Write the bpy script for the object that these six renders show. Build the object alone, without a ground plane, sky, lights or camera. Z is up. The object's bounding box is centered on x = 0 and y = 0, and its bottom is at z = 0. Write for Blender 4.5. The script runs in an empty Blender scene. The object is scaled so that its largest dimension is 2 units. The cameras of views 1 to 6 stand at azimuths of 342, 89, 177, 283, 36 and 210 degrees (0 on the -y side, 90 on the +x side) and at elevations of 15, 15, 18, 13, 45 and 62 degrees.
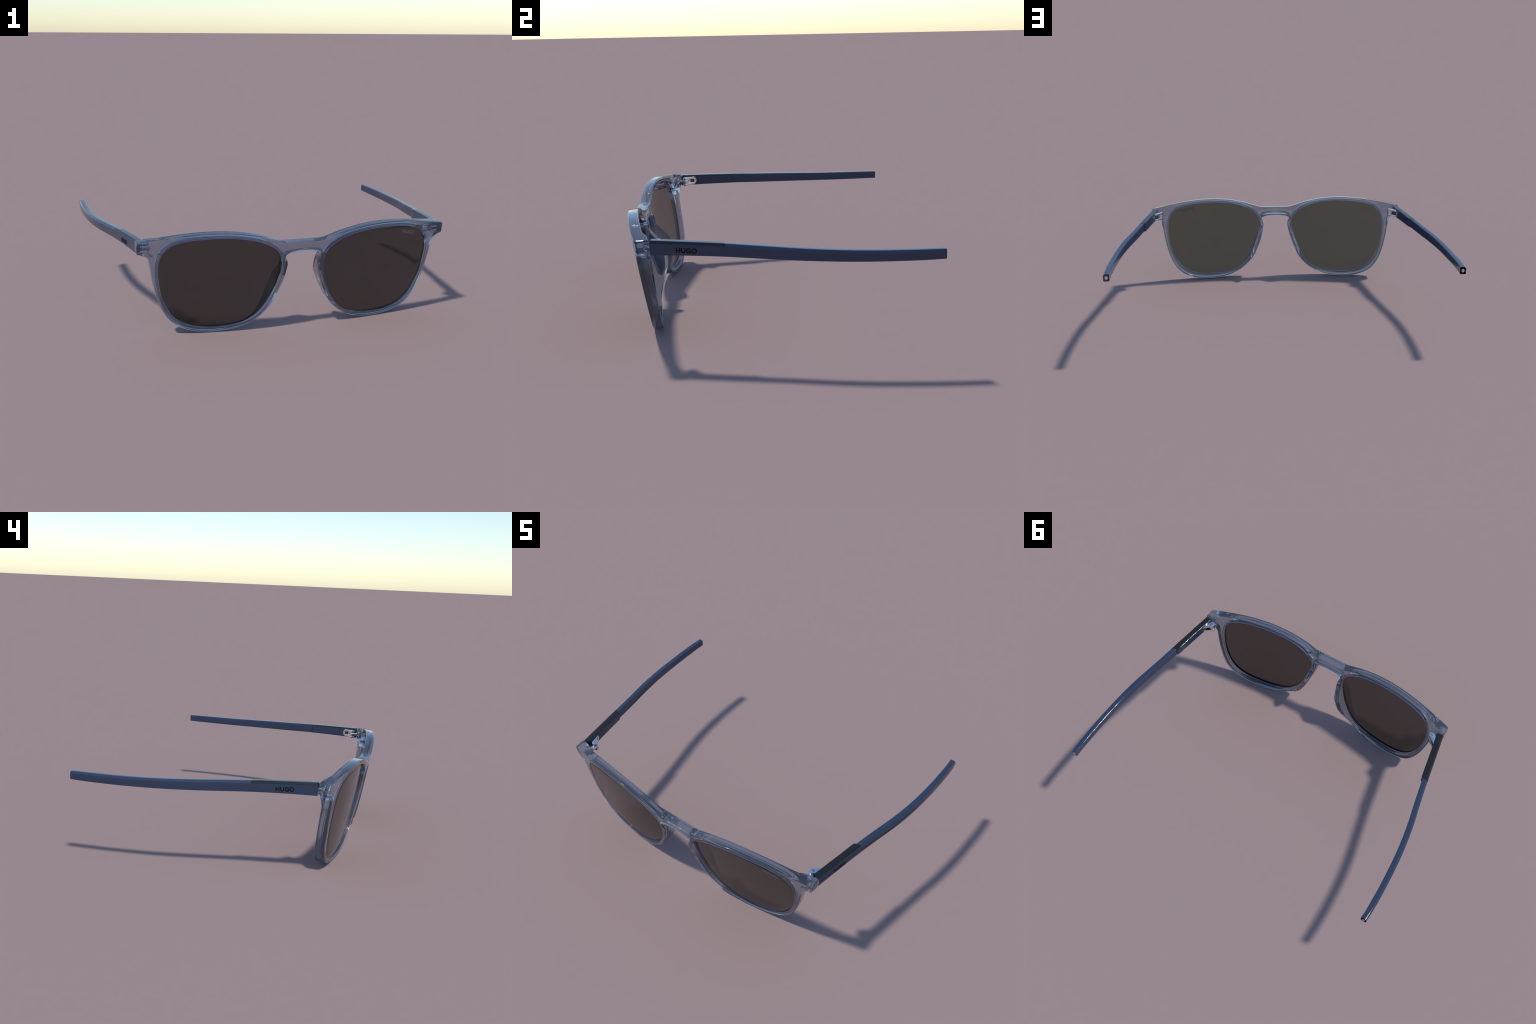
"""Acetate sunglasses: translucent blue-grey front, dark lenses, navy arms, steel hinges."""
import bpy, bmesh, math
import numpy as np
from mathutils import Vector, Matrix

# ------------------------------------------------------------------ helpers
def link(nt, a, b):
    nt.links.new(a, b)

def new_mat(name):
    m = bpy.data.materials.new(name)
    m.use_nodes = True
    return m, m.node_tree, m.node_tree.nodes["Principled BSDF"]

def noise_mix(nt, target, c1, c2, scale, lo=.35, hi=.65):
    tc = nt.nodes.new("ShaderNodeTexCoord")
    nz = nt.nodes.new("ShaderNodeTexNoise")
    nz.inputs["Scale"].default_value = scale
    nz.inputs["Detail"].default_value = 3
    cr = nt.nodes.new("ShaderNodeValToRGB")
    cr.color_ramp.elements[0].position = lo
    cr.color_ramp.elements[1].position = hi
    cr.color_ramp.elements[0].color = (*c1, 1)
    cr.color_ramp.elements[1].color = (*c2, 1)
    link(nt, tc.outputs["Object"], nz.inputs["Vector"])
    link(nt, nz.outputs["Fac"], cr.inputs["Fac"])
    link(nt, cr.outputs["Color"], target)

def principled(name, c1, c2, rough, metallic=0., transmission=0., ior=1.5, spec=.5, scale=6., coat=0.):
    m, nt, b = new_mat(name)
    noise_mix(nt, b.inputs["Base Color"], c1, c2, scale)
    b.inputs["Roughness"].default_value = rough
    b.inputs["Metallic"].default_value = metallic
    b.inputs["Transmission Weight"].default_value = transmission
    b.inputs["IOR"].default_value = ior
    b.inputs["Specular IOR Level"].default_value = spec
    b.inputs["Coat Weight"].default_value = coat
    return m

MAT_ACETATE = principled("clear_blue_grey_acetate", (.395, .455, .56), (.41, .47, .575), .02, transmission=.92, ior=1.48)
MAT_LENS = principled("smoke_lens", (.095, .091, .089), (.098, .093, .091), .02, transmission=1, ior=1.45)
MAT_ARM = principled("navy_lacquer", (.026, .0415, .082), (.028, .0435, .086), .07, ior=1.5)
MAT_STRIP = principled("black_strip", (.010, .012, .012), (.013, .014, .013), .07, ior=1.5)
MAT_STEEL = principled("polished_steel", (.78, .78, .80), (.82, .82, .83), .10, metallic=1)
MAT_BLACK = principled("black_end_fault", (.002, .002, .003), (.003, .003, .004), .8, spec=.05)  # pure black of a faulty end face, not real rubber
MAT_SHADOW = principled("opening_shade", (.06, .055, .05), (.07, .062, .058), .5, metallic=.5)  # dark tone standing in for the shade inside the hinge opening
MAT_PRINT = principled("black_print", (.004, .003, .003), (.005, .004, .004), .6, spec=.1)
MAT_ETCH = principled("grey_print", (.17, .17, .19), (.18, .18, .20), .5, spec=.2)

def mesh_object(name, verts, faces, mat, parent, smooth_angle=40):
    me = bpy.data.meshes.new(name)
    me.from_pydata([tuple(map(float, v)) for v in verts], [], [tuple(int(i) for i in f) for f in faces])
    me.validate()
    ob = bpy.data.objects.new(name, me)
    bpy.context.scene.collection.objects.link(ob)
    me.materials.append(mat)
    bm = bmesh.new(); bm.from_mesh(me)
    bmesh.ops.recalc_face_normals(bm, faces=bm.faces)
    bm.to_mesh(me); bm.free()
    me.polygons.foreach_set("use_smooth", [True] * len(me.polygons))
    me.set_sharp_from_angle(angle=math.radians(smooth_angle))
    ob.parent = parent
    return ob

def spline(pts, n, closed=False):
    """Centripetal-ish Catmull-Rom through pts, n samples per span."""
    P = np.array(pts, float)
    m = len(P)
    out = []
    spans = m if closed else m - 1
    for i in range(spans):
        if closed:
            p0, p1, p2, p3 = P[(i - 1) % m], P[i], P[(i + 1) % m], P[(i + 2) % m]
        else:
            p1, p2 = P[i], P[i + 1]
            p0 = P[i - 1] if i else 2 * p1 - p2
            p3 = P[i + 2] if i + 2 < m else 2 * p2 - p1
        t0 = 0.; t1 = t0 + np.linalg.norm(p1 - p0) ** .5; t2 = t1 + np.linalg.norm(p2 - p1) ** .5; t3 = t2 + np.linalg.norm(p3 - p2) ** .5
        for k in range(n):
            t = t1 + (t2 - t1) * k / n
            a1 = (t1 - t) / (t1 - t0) * p0 + (t - t0) / (t1 - t0) * p1
            a2 = (t2 - t) / (t2 - t1) * p1 + (t - t1) / (t2 - t1) * p2
            a3 = (t3 - t) / (t3 - t2) * p2 + (t - t2) / (t3 - t2) * p3
            b1 = (t2 - t) / (t2 - t0) * a1 + (t - t0) / (t2 - t0) * a2
            b2 = (t3 - t) / (t3 - t1) * a2 + (t - t1) / (t3 - t1) * a3
            out.append((t2 - t) / (t2 - t1) * b1 + (t - t1) / (t2 - t1) * b2)
    if not closed:
        out.append(P[-1])
    return np.array(out)

def resample(poly, n):
    """n+1 points at equal arc length, ends included."""
    d = np.r_[0, np.cumsum(np.linalg.norm(np.diff(poly, axis=0), axis=1))]
    s = np.linspace(0, d[-1], n + 1)
    return np.stack([np.interp(s, d, poly[:, k]) for k in range(poly.shape[1])], 1)

def smooth_interp(x, xs, ys):
    """Smooth (Catmull) interpolation of a control table."""
    c = spline(list(zip(xs, ys)), 12)
    return np.interp(x, c[:, 0], c[:, 1])

def front_y(x, z):
    """The curved, tilted face of the front."""
    return -.704 + .146 * x ** 2 - .006 * x ** 4 + .148 * (.5 - z) + .055 * (.5 - z) ** 2

# ------------------------------------------------------------------ root
root = bpy.data.objects.new("sunglasses", None)
bpy.context.scene.collection.objects.link(root)
root["label"] = "open sunglasses with clear blue-grey frame and dark lenses"
root["category"] = "sunglasses"

# ------------------------------------------------------------------ front of the frame
OUTER = [(0, .482), (.05, .4815), (.09, .482), (.12, .487), (.16, .4995), (.2, .5125), (.25, .525), (.31, .537), (.38, .5455), (.45, .549),
         (.525, .548), (.6, .543), (.675, .534), (.76, .5215), (.835, .5095), (.847, .507), (.852, .502),
         (.8525, .475), (.8525, .455), (.848, .448), (.835, .4455), (.815, .438), (.800, .425), (.791, .405),
         (.784, .37), (.775, .315), (.762, .25), (.7435, .185), (.7205, .128), (.690, .080), (.648, .044), (.599, .0205), (.55, .0065),
         (.495, .000), (.44, .000), (.39, .004), (.345, .012), (.30, .026), (.258, .048), (.217, .0775), (.178, .118), (.1475, .1645),
         (.128, .21), (.110, .252), (.097, .295), (.088, .335), (.084, .358), (.086, .375), (.093, .393), (.096, .403), (.092, .4125), (.080, .4185),
         (.05, .4225), (.025, .424), (0, .4245)]
OPENING = [(.114, .355), (.1155, .385), (.127, .419), (.157, .4505), (.199, .4768), (.245, .4955), (.31, .511), (.375, .520), (.45, .5238), (.53, .5215),
           (.585, .517), (.64, .507), (.682, .4925), (.711, .470), (.731, .4425), (.743, .408), (.7475, .36), (.7435, .303), (.7335, .237),
           (.713, .175), (.687, .1225), (.655, .085), (.615, .0565), (.555, .036), (.475, .0265), (.405, .027), (.345, .034), (.295, .0480),
           (.25, .0725), (.2165, .1025), (.181, .15), (.150, .209), (.129, .265), (.1165, .315)]
SPAN = 10
outer_c = spline(OUTER, SPAN)
open_c = spline(OPENING, SPAN, closed=True)

# pairs of matching stations: (point on the outline, point on the opening, columns up to the next pair)
KEYS = [((0, .482), (.157, .4505), 40), ((.31, .537), (.31, .511), 40), ((.6, .543), (.585, .517), 36), ((.852, .502), (.711, .470), 30),
        ((.791, .405), (.743, .408), 24), ((.762, .25), (.7335, .237), 36), ((.648, .044), (.615, .0565), 28), ((.44, .000), (.44, .0267), 32),
        ((.217, .0775), (.25, .0725), 28), ((.128, .21), (.150, .209), 34), ((.084, .358), (.114, .355), 44), ((0, .4245), (.127, .419), 10)]

def nearest(c, p):
    return int(np.argmin(((c - np.array(p)) ** 2).sum(1)))

out_pts, in_pts = [], []
for k, (po, pi, cols) in enumerate(KEYS):
    last = k == len(KEYS) - 1
    j0 = nearest(open_c, pi)
    j1 = nearest(open_c, KEYS[(k + 1) % len(KEYS)][1])
    seg_i = open_c[j0:j1 + 1] if j1 > j0 else np.vstack([open_c[j0:], open_c[:j1 + 1]])
    in_pts.append(resample(seg_i, cols)[:-1])
    if last:
        out_pts.append(resample(np.array([po, (0, .482)], float), cols)[:-1])
    else:
        i0, i1 = nearest(outer_c, po), nearest(outer_c, KEYS[k + 1][0])
        out_pts.append(resample(outer_c[i0:i1 + 1], cols)[:-1])
OUT = np.vstack(out_pts)
INN = np.vstack(in_pts)
N = len(OUT)
SEAM = KEYS[-1][2]              # last columns lie on the mirror plane
FREE = N - SEAM                 # columns 0 .. FREE are real outline (FREE is the lower bridge middle)

def loop_normals(c, closed=True):
    t = np.roll(c, -1, 0) - np.roll(c, 1, 0)
    n = np.stack([-t[:, 1], t[:, 0]], 1)
    return n / np.linalg.norm(n, axis=1, keepdims=True)

n_in = loop_normals(INN)
cen = INN.mean(0)
if ((INN - cen) * n_in).sum() < 0:
    n_in = -n_in                # outwards, into the rim
n_out = loop_normals(OUT)
if ((OUT - cen) * n_out).sum() > 0:
    n_out = -n_out              # inwards, into the rim
n_out[0] = (0, -1); n_out[FREE] = (0, 1)

def seam_fix(q):
    """Keep the mirror-plane columns on x = 0, evenly between the two outline ends."""
    q = q.copy()
    q[0, 0] = 0; q[FREE, 0] = 0
    for k in range(1, SEAM):
        q[FREE + k] = q[FREE] + (q[0] - q[FREE]) * k / SEAM
    return q

def inset_out(d):
    d = np.broadcast_to(np.asarray(d, float), (N,))
    return seam_fix(OUT + n_out * d[:, None])

def sstep(a, b, x):
    t = np.clip((x - a) / (b - a), 0, 1)
    return t * t * (3 - 2 * t)

ox, oz = OUT[:, 0], OUT[:, 1]
# thickness: slim rims, thicker end pieces, slimmer bridge
def thickness(x, z):
    return .051 + .008 * sstep(.16, .06, x) * sstep(.36, .42, z) + .014 * sstep(.74, .80, x) * sstep(.36, .43, z)

# big hollow chamfer under the bridge and round the keyhole
idx = np.arange(N)
under = (idx > nearest(OUT, (.084, .358))) & (idx <= FREE)
keyhole = np.where(idx >= nearest(OUT, (.128, .21)), 1., 0.)
under_w = keyhole * (sstep(.30, .37, oz) * .006 + sstep(.405, .4225, oz) * (idx > FREE - 40) * .011)
front_r = .007 + under_w
front_d = .007 + under_w * .5
front_r[FREE:] = front_r[FREE]; front_d[FREE:] = front_d[FREE]
# nose pads grow out of the back of the rim
nose = (idx > nearest(OUT, (.30, .026))) & (idx < FREE)
pad_z = [.03, .05, .08, .107, .163, .197, .25, .28, .322, .361, .401, .43, .46]
pad_e = [0, .001, .010, .025, .052, .065, .071, .070, .045, .020, .009, .002, 0]
extra = np.where(nose & (ox < .31), smooth_interp(oz, pad_z, pad_e), 0)
extra = np.clip(extra, 0, None)
extra[(idx > FREE - 46)] *= sstep(.06, .09, ox[(idx > FREE - 46)])

def place(q, depth):
    """Lay an (x, z) loop on the face and push it back by depth (slightly upwards, square to the tilt)."""
    d = np.broadcast_to(np.asarray(depth, float), (N,))
    x, z = q[:, 0], q[:, 1]
    return np.stack([x, front_y(x, z) + d, z + .10 * d], 1)

loops, kind = [], []
def add(q, depth, k):
    loops.append(place(q, depth)); kind.append(k)

# section, walked from the front outer edge over the face, through the groove, over the back and round the outside
BEV = 7
for i in range(BEV + 1):
    a = math.pi / 2 * i / BEV
    add(inset_out(front_r * (1 - math.cos(a))) , front_d * (1 - math.sin(a)), "wall" if i < BEV else "face")
face_out = inset_out(front_r)
ri = .0012
face_in = INN + n_in * ri
FACE = 7
for i in range(1, FACE):
    t = i / FACE
    add(face_out + (face_in - face_out) * t, 0, "face")
for i in range(4):
    a = math.pi / 2 * i / 3
    add(INN + n_in * ri * (1 - math.sin(a)), ri * (1 - math.cos(a)), "in")
rim_w = np.linalg.norm(OUT - INN, axis=1)
groove = np.minimum(.0145, rim_w * .5)
for off, dep in ((0, .008), (0, .016), (.5, .016), (1, .016), (1, .023), (1, .030), (.5, .030), (0, .030), (0, .034)):
    add(INN + n_in * (groove * off)[:, None], dep, "in")
t_out = thickness(ox, oz)
t_in = thickness(INN[:, 0], INN[:, 1])
shift = extra * .15
rb = .002
for f in (.25, .5, .75):
    add(INN - n_in * (shift * f)[:, None], .034 + (t_in - rb + extra * .8 - .034) * f, "in")
for i in range(4):
    a = math.pi / 2 * i / 3
    add(INN - n_in * shift[:, None] + n_in * rb * (1 - math.cos(a)), t_in - rb + extra * .8 + rb * math.sin(a), "in")
back_in = INN - n_in * shift[:, None] + n_in * rb
rbo = .006 + extra * .10
flare = extra * .02
back_out = seam_fix(OUT + n_out * (rbo + flare)[:, None])
for i in range(1, FACE):
    t = i / FACE
    add(back_in + (back_out - back_in) * t, (t_in + extra * .8) * (1 - t) + (t_out + extra) * t, "face")
for i in range(BEV + 1):
    a = math.pi / 2 * i / BEV
    add(seam_fix(OUT + n_out * (flare + rbo * (1 - math.sin(a)))[:, None]), t_out + extra - rbo + rbo * math.cos(a), "face" if i == 0 else "wall")
for f in (.67, .33):
    add(seam_fix(OUT + n_out * (flare * f)[:, None]), front_d + (t_out + extra - rbo - front_d) * f, "wall")
M = len(loops)
V = np.array(loops)            # M x N x 3
# seam columns of loops on the outer wall are unused; drop their faces
def vid(i, j):
    return (i % M) * N + (j % N)
faces = []
for i in range(M):
    k0, k1 = kind[i], kind[(i + 1) % M]
    for j in range(N):
        if j >= FREE and (k0 == "wall" or k1 == "wall"):
            continue
        faces.append((vid(i, j), vid(i, j + 1), vid(i + 1, j + 1), vid(i + 1, j)))
W = V.reshape(-1, 3)
W2 = W * np.array([-1, 1, 1])
bm = bmesh.new()
vs = [bm.verts.new(p) for p in np.vstack([W, W2])]
off = len(W)
for f in faces:
    bm.faces.new([vs[i] for i in f])
    bm.faces.new([vs[i + off] for i in reversed(f)])
seam_v = [v for v in bm.verts if abs(v.co.x) < 1e-6]
bmesh.ops.remove_doubles(bm, verts=seam_v, dist=1e-5)
bmesh.ops.delete(bm, geom=[v for v in bm.verts if not v.link_faces], context="VERTS")
bmesh.ops.recalc_face_normals(bm, faces=bm.faces)
whole = bpy.data.meshes.new("front_whole")
bm.to_mesh(whole); bm.free()
whole.polygons.foreach_set("use_smooth", [True] * len(whole.polygons))
whole.set_sharp_from_angle(angle=math.radians(35))

def region(c):
    x, z = abs(c.x), c.z
    if x < .098 and z > .408:
        return "bridge"
    if x > .782 and z > .43:
        return "end_piece"
    d = c.y - front_y(x, z)
    if x < .30 and z < .385 and d > .058:
        return "nose_pad"
    return "rim"

groups = {}
for p in whole.polygons:
    r = region(p.center)
    side = 0 if r == "bridge" else (1 if p.center.x > 0 else -1)
    groups.setdefault((r, side), []).append(p.index)
loop_n = np.empty(len(whole.loops) * 3); whole.corner_normals.foreach_get("vector", loop_n); loop_n = loop_n.reshape(-1, 3)
co = np.empty(len(whole.vertices) * 3); whole.vertices.foreach_get("co", co); co = co.reshape(-1, 3)
for (r, side), polys in sorted(groups.items(), key=lambda kv: (kv[0][0], -kv[0][1])):
    remap, fv, ln = {}, [], []
    for pi in polys:
        p = whole.polygons[pi]
        fv.append([remap.setdefault(v, len(remap)) for v in p.vertices])
        ln += [loop_n[l] for l in p.loop_indices]
    me = bpy.data.meshes.new(r)
    me.from_pydata([tuple(co[v]) for v in remap], [], fv)
    me.materials.append(MAT_ACETATE)
    me.polygons.foreach_set("use_smooth", [True] * len(me.polygons))
    me.normals_split_custom_set([Vector(n) for n in ln])
    ob = bpy.data.objects.new(r, me)
    bpy.context.scene.collection.objects.link(ob)
    ob.parent = root
bpy.data.meshes.remove(whole)

# ------------------------------------------------------------------ lenses
LENS_BACK = .027
def lens_front(x):
    """Depth of the lens front behind the face: set back at the nose, level with it further out."""
    return smooth_interp(x, [.08, .12, .25, .40, .55, .70, .80], [.021, .020, .012, .006, .003, .003, .003])

def lens(side):
    edge = INN - n_in * .0005
    c = edge.mean(0)
    rings = 16
    verts, fcs = [], []
    for layer in (0, 1):
        for r in range(rings, -1, -1):
            q = c + (edge - c) * (r / rings) if r else c[None]
            d = lens_front(q[:, 0]) + (.004 if r == rings else 0) if layer == 0 else smooth_interp(q[:, 0], [.08, .12, .25, .40, .55, .80], [.037, .036, .029, LENS_BACK, LENS_BACK, LENS_BACK])
            for (x, z), e in zip(q, d):
                verts.append((side * x, front_y(x, z) + e, z + .10 * max(e, 0)))
    per = rings * N + 1
    for layer in (0, 1):
        b = layer * per
        for r in range(rings - 1):
            for j in range(N):
                fcs.append((b + r * N + j, b + r * N + (j + 1) % N, b + (r + 1) * N + (j + 1) % N, b + (r + 1) * N + j))
        for j in range(N):
            fcs.append((b + (rings - 1) * N + j, b + (rings - 1) * N + (j + 1) % N, b + rings * N))
    for j in range(N):
        fcs.append((j, (j + 1) % N, per + (j + 1) % N, per + j))
    return mesh_object("lens", verts, fcs, MAT_LENS, root)

lenses = {s: lens(s) for s in (1, -1)}

# ------------------------------------------------------------------ arms
ARM_Y = [-.533, -.365, -.215, -.06, .08, .24, .40, .55, .66, .702]
ARM_X = [.851, .8795, .905, .934, .962, .984, .9955, 1.0, .9985, .996]
ARM_T = [.510, .5070, .5032, .4965, .491, .4855, .4825, .4825, .483, .483]
ARM_B = [.4460, .4480, .4470, .4425, .439, .4365, .4355, .437, .4395, .441]
ARM_W = [.032, .032, .033, .034, .035, .035, .035, .035, .034, .034]

def arm_table(y):
    return tuple(smooth_interp(y, ARM_Y, a) for a in (ARM_X, ARM_T, ARM_B, ARM_W))

def arm_frame(y):
    x, t, b, w = arm_table(y)
    dx = (smooth_interp(y + .004, ARM_Y, ARM_X) - smooth_interp(y - .004, ARM_Y, ARM_X)) / (min(y + .004, .702) - max(y - .004, -.533))
    l = math.hypot(1, dx)
    inward = np.array([-1 / l, dx / l])       # square to the run of the arm, towards the head
    return np.array([x, y]), inward, t, b, w

def round_corner(p, a, b, r, n=7):
    """Fillet the corner at p between neighbours a and b."""
    p, a, b = map(np.array, (p, a, b))
    u, v = (a - p) / np.linalg.norm(a - p), (b - p) / np.linalg.norm(b - p)
    s, e = p + u * r, p + v * r
    return [(1 - t) ** 2 * s + 2 * t * (1 - t) * p + t * t * e for t in np.linspace(0, 1, n)]

def section(points):
    """points: (distance inwards, z, fillet radius)"""
    out = []
    m = len(points)
    for i in range(m):
        out += round_corner(points[i][:2], points[i - 1][:2], points[(i + 1) % m][:2], points[i][2])
    return np.array(out)

def loft(name, ys, sec_fn, side, mat, parent, angle=30, slant=None):
    verts, n = [], None
    for k, y in enumerate(ys):
        o, inward, t, b, w = arm_frame(y)
        s = sec_fn(y, t, b, w)
        n = len(s)
        for d, z in s:
            yy = o[1] + inward[1] * d
            if slant and k == len(ys) - 1:
                yy -= slant * d
            verts.append((side * (o[0] + inward[0] * d), yy, z))
    fcs = [(k * n + j, k * n + (j + 1) % n, (k + 1) * n + (j + 1) % n, (k + 1) * n + j) for k in range(len(ys) - 1) for j in range(n)]
    fcs += [tuple(range(n)), tuple((len(ys) - 1) * n + j for j in range(n))]
    return mesh_object(name, verts, fcs, mat, parent, angle)

CH = .009
def arm_sec(y, t, b, w):
    return section([(0, b, .006), (0, t - CH, .002), (CH * .8, t, .002), (w, t, .0055), (w, b, .007)])

def plate_sec(y, t, b, w):
    return section([(w - .002, b + .001, .0005), (w - .002, t - .0015, .0005), (w + .0085, t - .0015, .003), (w + .0085, b + .001, .005)])

def strip_sec(y, t, b, w):
    e = .0006
    lo = t - CH - .0015
    return section([(-e, lo, .0006), (-e, t - CH + e * .4, .002), (CH * .8 - e * .3, t + e, .002), (w + .0085 + e, t + e, .0042),
                    (w + .0085 + e, t - .0065, .0006), (w + .003, t - .0065, .0006), (w + .003, t - .004, .0006), (CH, t - .004, .0006), (.003, lo, .0006)])

def text_mesh(name, body, width, height, mat, parent, bold=.006):
    cu = bpy.data.curves.new(name, "FONT")
    cu.body = body
    cu.size = 1
    cu.offset = bold
    cu.extrude = .01
    cu.align_x = "CENTER"
    cu.space_character = 1.08
    tmp = bpy.data.objects.new(name + "_tmp", cu)
    bpy.context.scene.collection.objects.link(tmp)
    bpy.context.view_layer.update()
    me = bpy.data.meshes.new_from_object(tmp.evaluated_get(bpy.context.evaluated_depsgraph_get()))
    bpy.data.objects.remove(tmp)
    bpy.data.curves.remove(cu)
    c = np.array([v.co for v in me.vertices])
    lo, hi = c.min(0), c.max(0)
    for v in me.vertices:
        v.co = ((v.co.x - (lo[0] + hi[0]) / 2) / (hi[0] - lo[0]) * width, (v.co.y - (lo[1] + hi[1]) / 2) / (hi[1] - lo[1]) * height, (v.co.z / .01) * .0006)
    me.materials.clear(); me.materials.append(mat)
    me.name = name
    ob = bpy.data.objects.new(name, me)
    bpy.context.scene.collection.objects.link(ob)
    ob.parent = parent
    return ob

def ellipse_prism(name, o, inward, zc, rx, rz, y0, y1, side, mat, parent):
    n = 28
    along = np.array([-inward[1], inward[0]])
    if along[1] < 0:
        along = -along
    verts, fcs = [], []
    for yy in (y0, y1):
        for k in range(n):
            a = 2 * math.pi * k / n
            q = o + inward * rx * math.cos(a) + along * yy
            verts.append((side * q[0], q[1], zc + rz * math.sin(a)))
    fcs = [(k, (k + 1) % n, n + (k + 1) % n, n + k) for k in range(n)] + [tuple(range(n)), tuple(range(n, 2 * n))]
    return mesh_object(name, verts, fcs, mat, parent)

def prism(name, outline, z0, z1, side, mat, parent, bevel=.0015):
    """Upright prism from a plan outline (x, y)."""
    n = len(outline)
    verts = [(side * x, y, z) for z in (z0, z1) for x, y in outline]
    fcs = [(k, (k + 1) % n, n + (k + 1) % n, n + k) for k in range(n)] + [tuple(range(n)), tuple(range(n, 2 * n))]
    ob = mesh_object(name, verts, fcs, mat, parent, 30)
    if bevel:
        bm = bmesh.new(); bm.from_mesh(ob.data)
        es = [e for e in bm.edges if len(e.link_faces) == 2 and e.calc_face_angle() > .9]
        bmesh.ops.bevel(bm, geom=es, offset=bevel, segments=2, affect="EDGES", profile=.6)
        bm.to_mesh(ob.data); bm.free()
        ob.data.polygons.foreach_set("use_smooth", [True] * len(ob.data.polygons))
        ob.data.set_sharp_from_angle(angle=math.radians(40))
    return ob

HX, HY, HR = .790, -.503, .0185       # hinge pin and knuckle radius
def knuckle_outline(tail):
    """Round knuckle that tapers to the arm behind it."""
    pts = [(HX + HR * math.cos(a), HY + HR * math.sin(a)) for a in np.linspace(math.radians(150), math.radians(330), 18)]
    pts += [(.824, -.512)] + tail
    return pts

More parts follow.
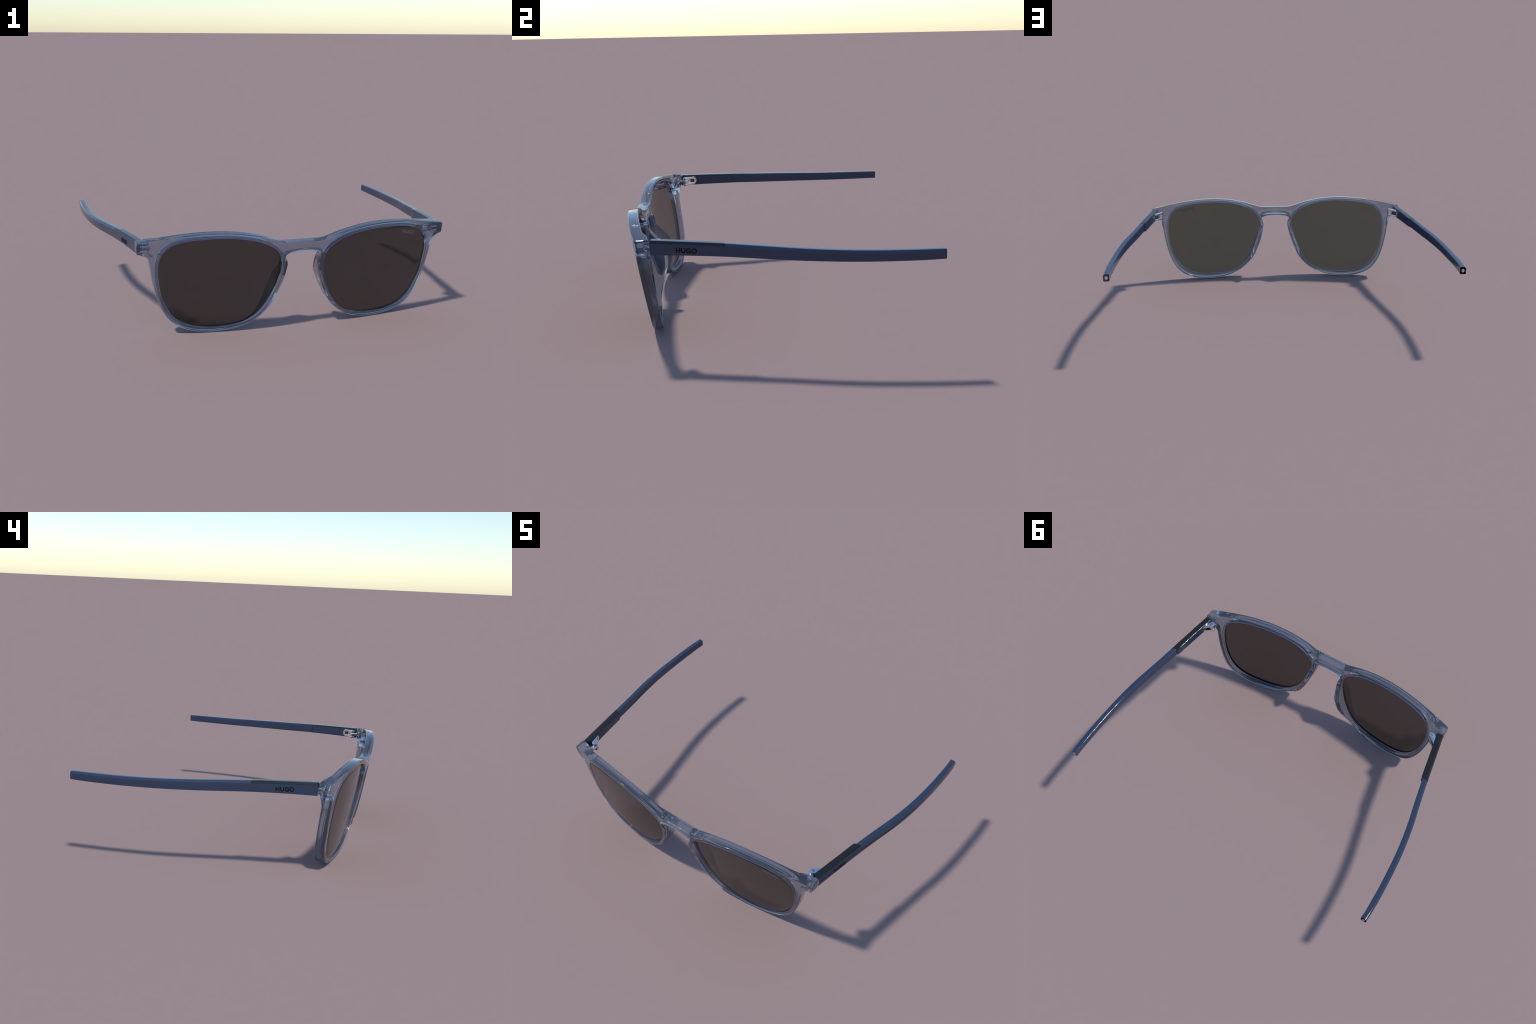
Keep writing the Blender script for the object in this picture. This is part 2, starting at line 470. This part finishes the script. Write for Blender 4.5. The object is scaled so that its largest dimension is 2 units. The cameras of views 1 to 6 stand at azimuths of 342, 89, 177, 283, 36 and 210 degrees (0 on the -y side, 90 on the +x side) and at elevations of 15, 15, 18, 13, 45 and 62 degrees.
for side in (1, -1):
    arm = loft("temple_arm", np.linspace(-.5335, .702, 90), arm_sec, side, MAT_ARM, root)
    loft("inner_plate", np.linspace(-.533, -.215, 16), plate_sec, side, MAT_ARM, arm, slant=.3)
    loft("top_strip", np.linspace(-.533, -.209, 16), strip_sec, side, MAT_STRIP, arm, slant=.42)
    # tip
    o, inward, t, b, w = arm_frame(.702)
    zc = (t + b) / 2
    cap_sec = section([(.0004, b + .0004, .006), (.0004, t - CH, .003), (CH * .8, t - .0004, .003), (w - .0004, t - .0004, .005), (w - .0004, b + .0004, .008)])
    along = np.array([-inward[1], inward[0]]); along = along if along[1] > 0 else -along
    vv = [(side * (o[0] + inward[0] * d + along[0] * e), o[1] + inward[1] * d + along[1] * e, z) for e in (-.002, .0008) for d, z in cap_sec]
    m = len(cap_sec)
    mesh_object("end_cap", vv, [(k, (k + 1) % m, m + (k + 1) % m, m + k) for k in range(m)] + [tuple(range(m)), tuple(range(m, 2 * m))], MAT_BLACK if side < 0 else MAT_ARM, arm)  # black on one tip copies a mesh fault in the original's end face
    ellipse_prism("core_wire", o + inward * w * .5, inward, zc, .0085, .0100, -.004, .0016, side, MAT_STEEL, arm)
    # brand lettering on the outside
    p0, n0, t0, b0, _ = arm_frame(-.421); p1, n1, t1, b1, _ = arm_frame(-.330)
    mid = (p0 + p1) / 2 - n0 * .0003
    run = Vector((side * (p1 - p0)[0], (p1 - p0)[1], -.0018)).normalized() * side
    nor = Vector((-side * n0[0], -n0[1], 0)).normalized()
    up = nor.cross(run).normalized()
    txt = text_mesh("lettering", "HUGO", .091, .0225, MAT_PRINT, arm, bold=.026)
    txt.matrix_world = Matrix(((run.x, up.x, nor.x, side * mid[0]), (run.y, up.y, nor.y, mid[1]), (run.z, up.z, nor.z, .4712), (0, 0, 0, 1)))
    # hinge
    tail = [(.822, -.49), (.8285, -.452), (.8235, -.4515), (.812, -.466)]
    # plate let into the arm, with a round rear end
    end = [(-.4615 + .022 * math.cos(a), .4757 + .0235 * math.sin(a)) for a in np.linspace(-math.pi / 2, math.pi / 2, 16)]
    prof = [(-.492, .4522)] + end + [(-.492, .4992)]
    inner = lambda y: .8185 + (y + .5) * .17
    n = len(prof)
    verts = [(side * (inner(y) + dx), y, z) for dx in (-.0035, .006) for y, z in prof]
    hinge = mesh_object("hinge", verts, [(k, (k + 1) % n, n + (k + 1) % n, n + k) for k in range(n)] + [tuple(range(n)), tuple(range(n, 2 * n))], MAT_STEEL, root)
    for z0, z1 in ((.4865, .500), (.4515, .4635)):
        prism("arm_knuckle", knuckle_outline(tail), z0, z1, side, MAT_STEEL, hinge)
    slot_patch_prof = [(-.476, .4655), (-.453, .4655), (-.453, .4845), (-.476, .4845)]
    verts = [(side * (inner(y) + dx), y, z) for dx in (-.0042, -.002) for y, z in slot_patch_prof]
    mesh_object("hinge_slot_patch", verts, [(0, 1, 5, 4), (1, 2, 6, 5), (2, 3, 7, 6), (3, 0, 4, 7), (0, 1, 2, 3), (4, 5, 6, 7)], MAT_SHADOW, hinge)  # raised dark patch in place of a real opening in the plate
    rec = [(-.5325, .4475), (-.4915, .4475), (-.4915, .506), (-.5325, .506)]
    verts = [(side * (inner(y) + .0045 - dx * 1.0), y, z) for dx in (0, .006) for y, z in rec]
    mesh_object("dark_recess_plate", verts, [(0, 1, 5, 4), (1, 2, 6, 5), (2, 3, 7, 6), (3, 0, 4, 7), (0, 1, 2, 3), (4, 5, 6, 7)], MAT_STRIP, hinge)  # black plate added on the arm in place of a sunk recess
    mid_out = [(HX + .0165 * math.cos(a), HY + .0165 * math.sin(a)) for a in np.linspace(math.radians(-20), math.radians(200), 20)]
    prism("frame_knuckle", mid_out + [(HX - .0165, -.540), (HX + .0165, -.540)], .4655, .4845, side, MAT_STEEL, hinge)
    for z0, z1 in ((.4600, .4665), (.4825, .4890)):
        prism("anchor", [(.790, -.560), (.826, -.556), (.826, -.546), (.790, -.546)], z0, z1, side, MAT_STEEL, hinge, .001)
    # screw, with a dark bar laid on its head in place of a cut groove
    n = 24
    ring = lambda r, n=n: [(HX + r * math.cos(2 * math.pi * k / n), HY + r * math.sin(2 * math.pi * k / n)) for k in range(n)]
    prism("screw", ring(.0112), .449, .5022, side, MAT_STEEL, hinge, .0008)
    ca, sa = math.cos(.6), math.sin(.6)
    slot_bar = [(HX + ca * u - sa * v, HY + sa * u + ca * v) for u, v in ((-.0095, -.0012), (.0095, -.0012), (.0095, .0012), (-.0095, .0012))]
    prism("screw_slot_bar", slot_bar, .5015, .5027, side, MAT_PRINT, hinge, 0)  # thin black bar on top of the head, nothing is cut

# mark printed on one lens, near the outer top corner
def lens_mark():
    w, h = .083, .0205
    ob = text_mesh("lens_lettering", "HUGO", w, h, MAT_ETCH, root, bold=.004)
    cx, cz = .621, .4790
    tilt = math.radians(-11)
    for v in ob.data.vertices:
        x = cx + v.co.x * math.cos(tilt) - v.co.y * math.sin(tilt)
        z = cz + v.co.x * math.sin(tilt) + v.co.y * math.cos(tilt)
        v.co = (x, front_y(x, z) + lens_front(x) - .0006 - v.co.z * .5, z)
lens_mark()
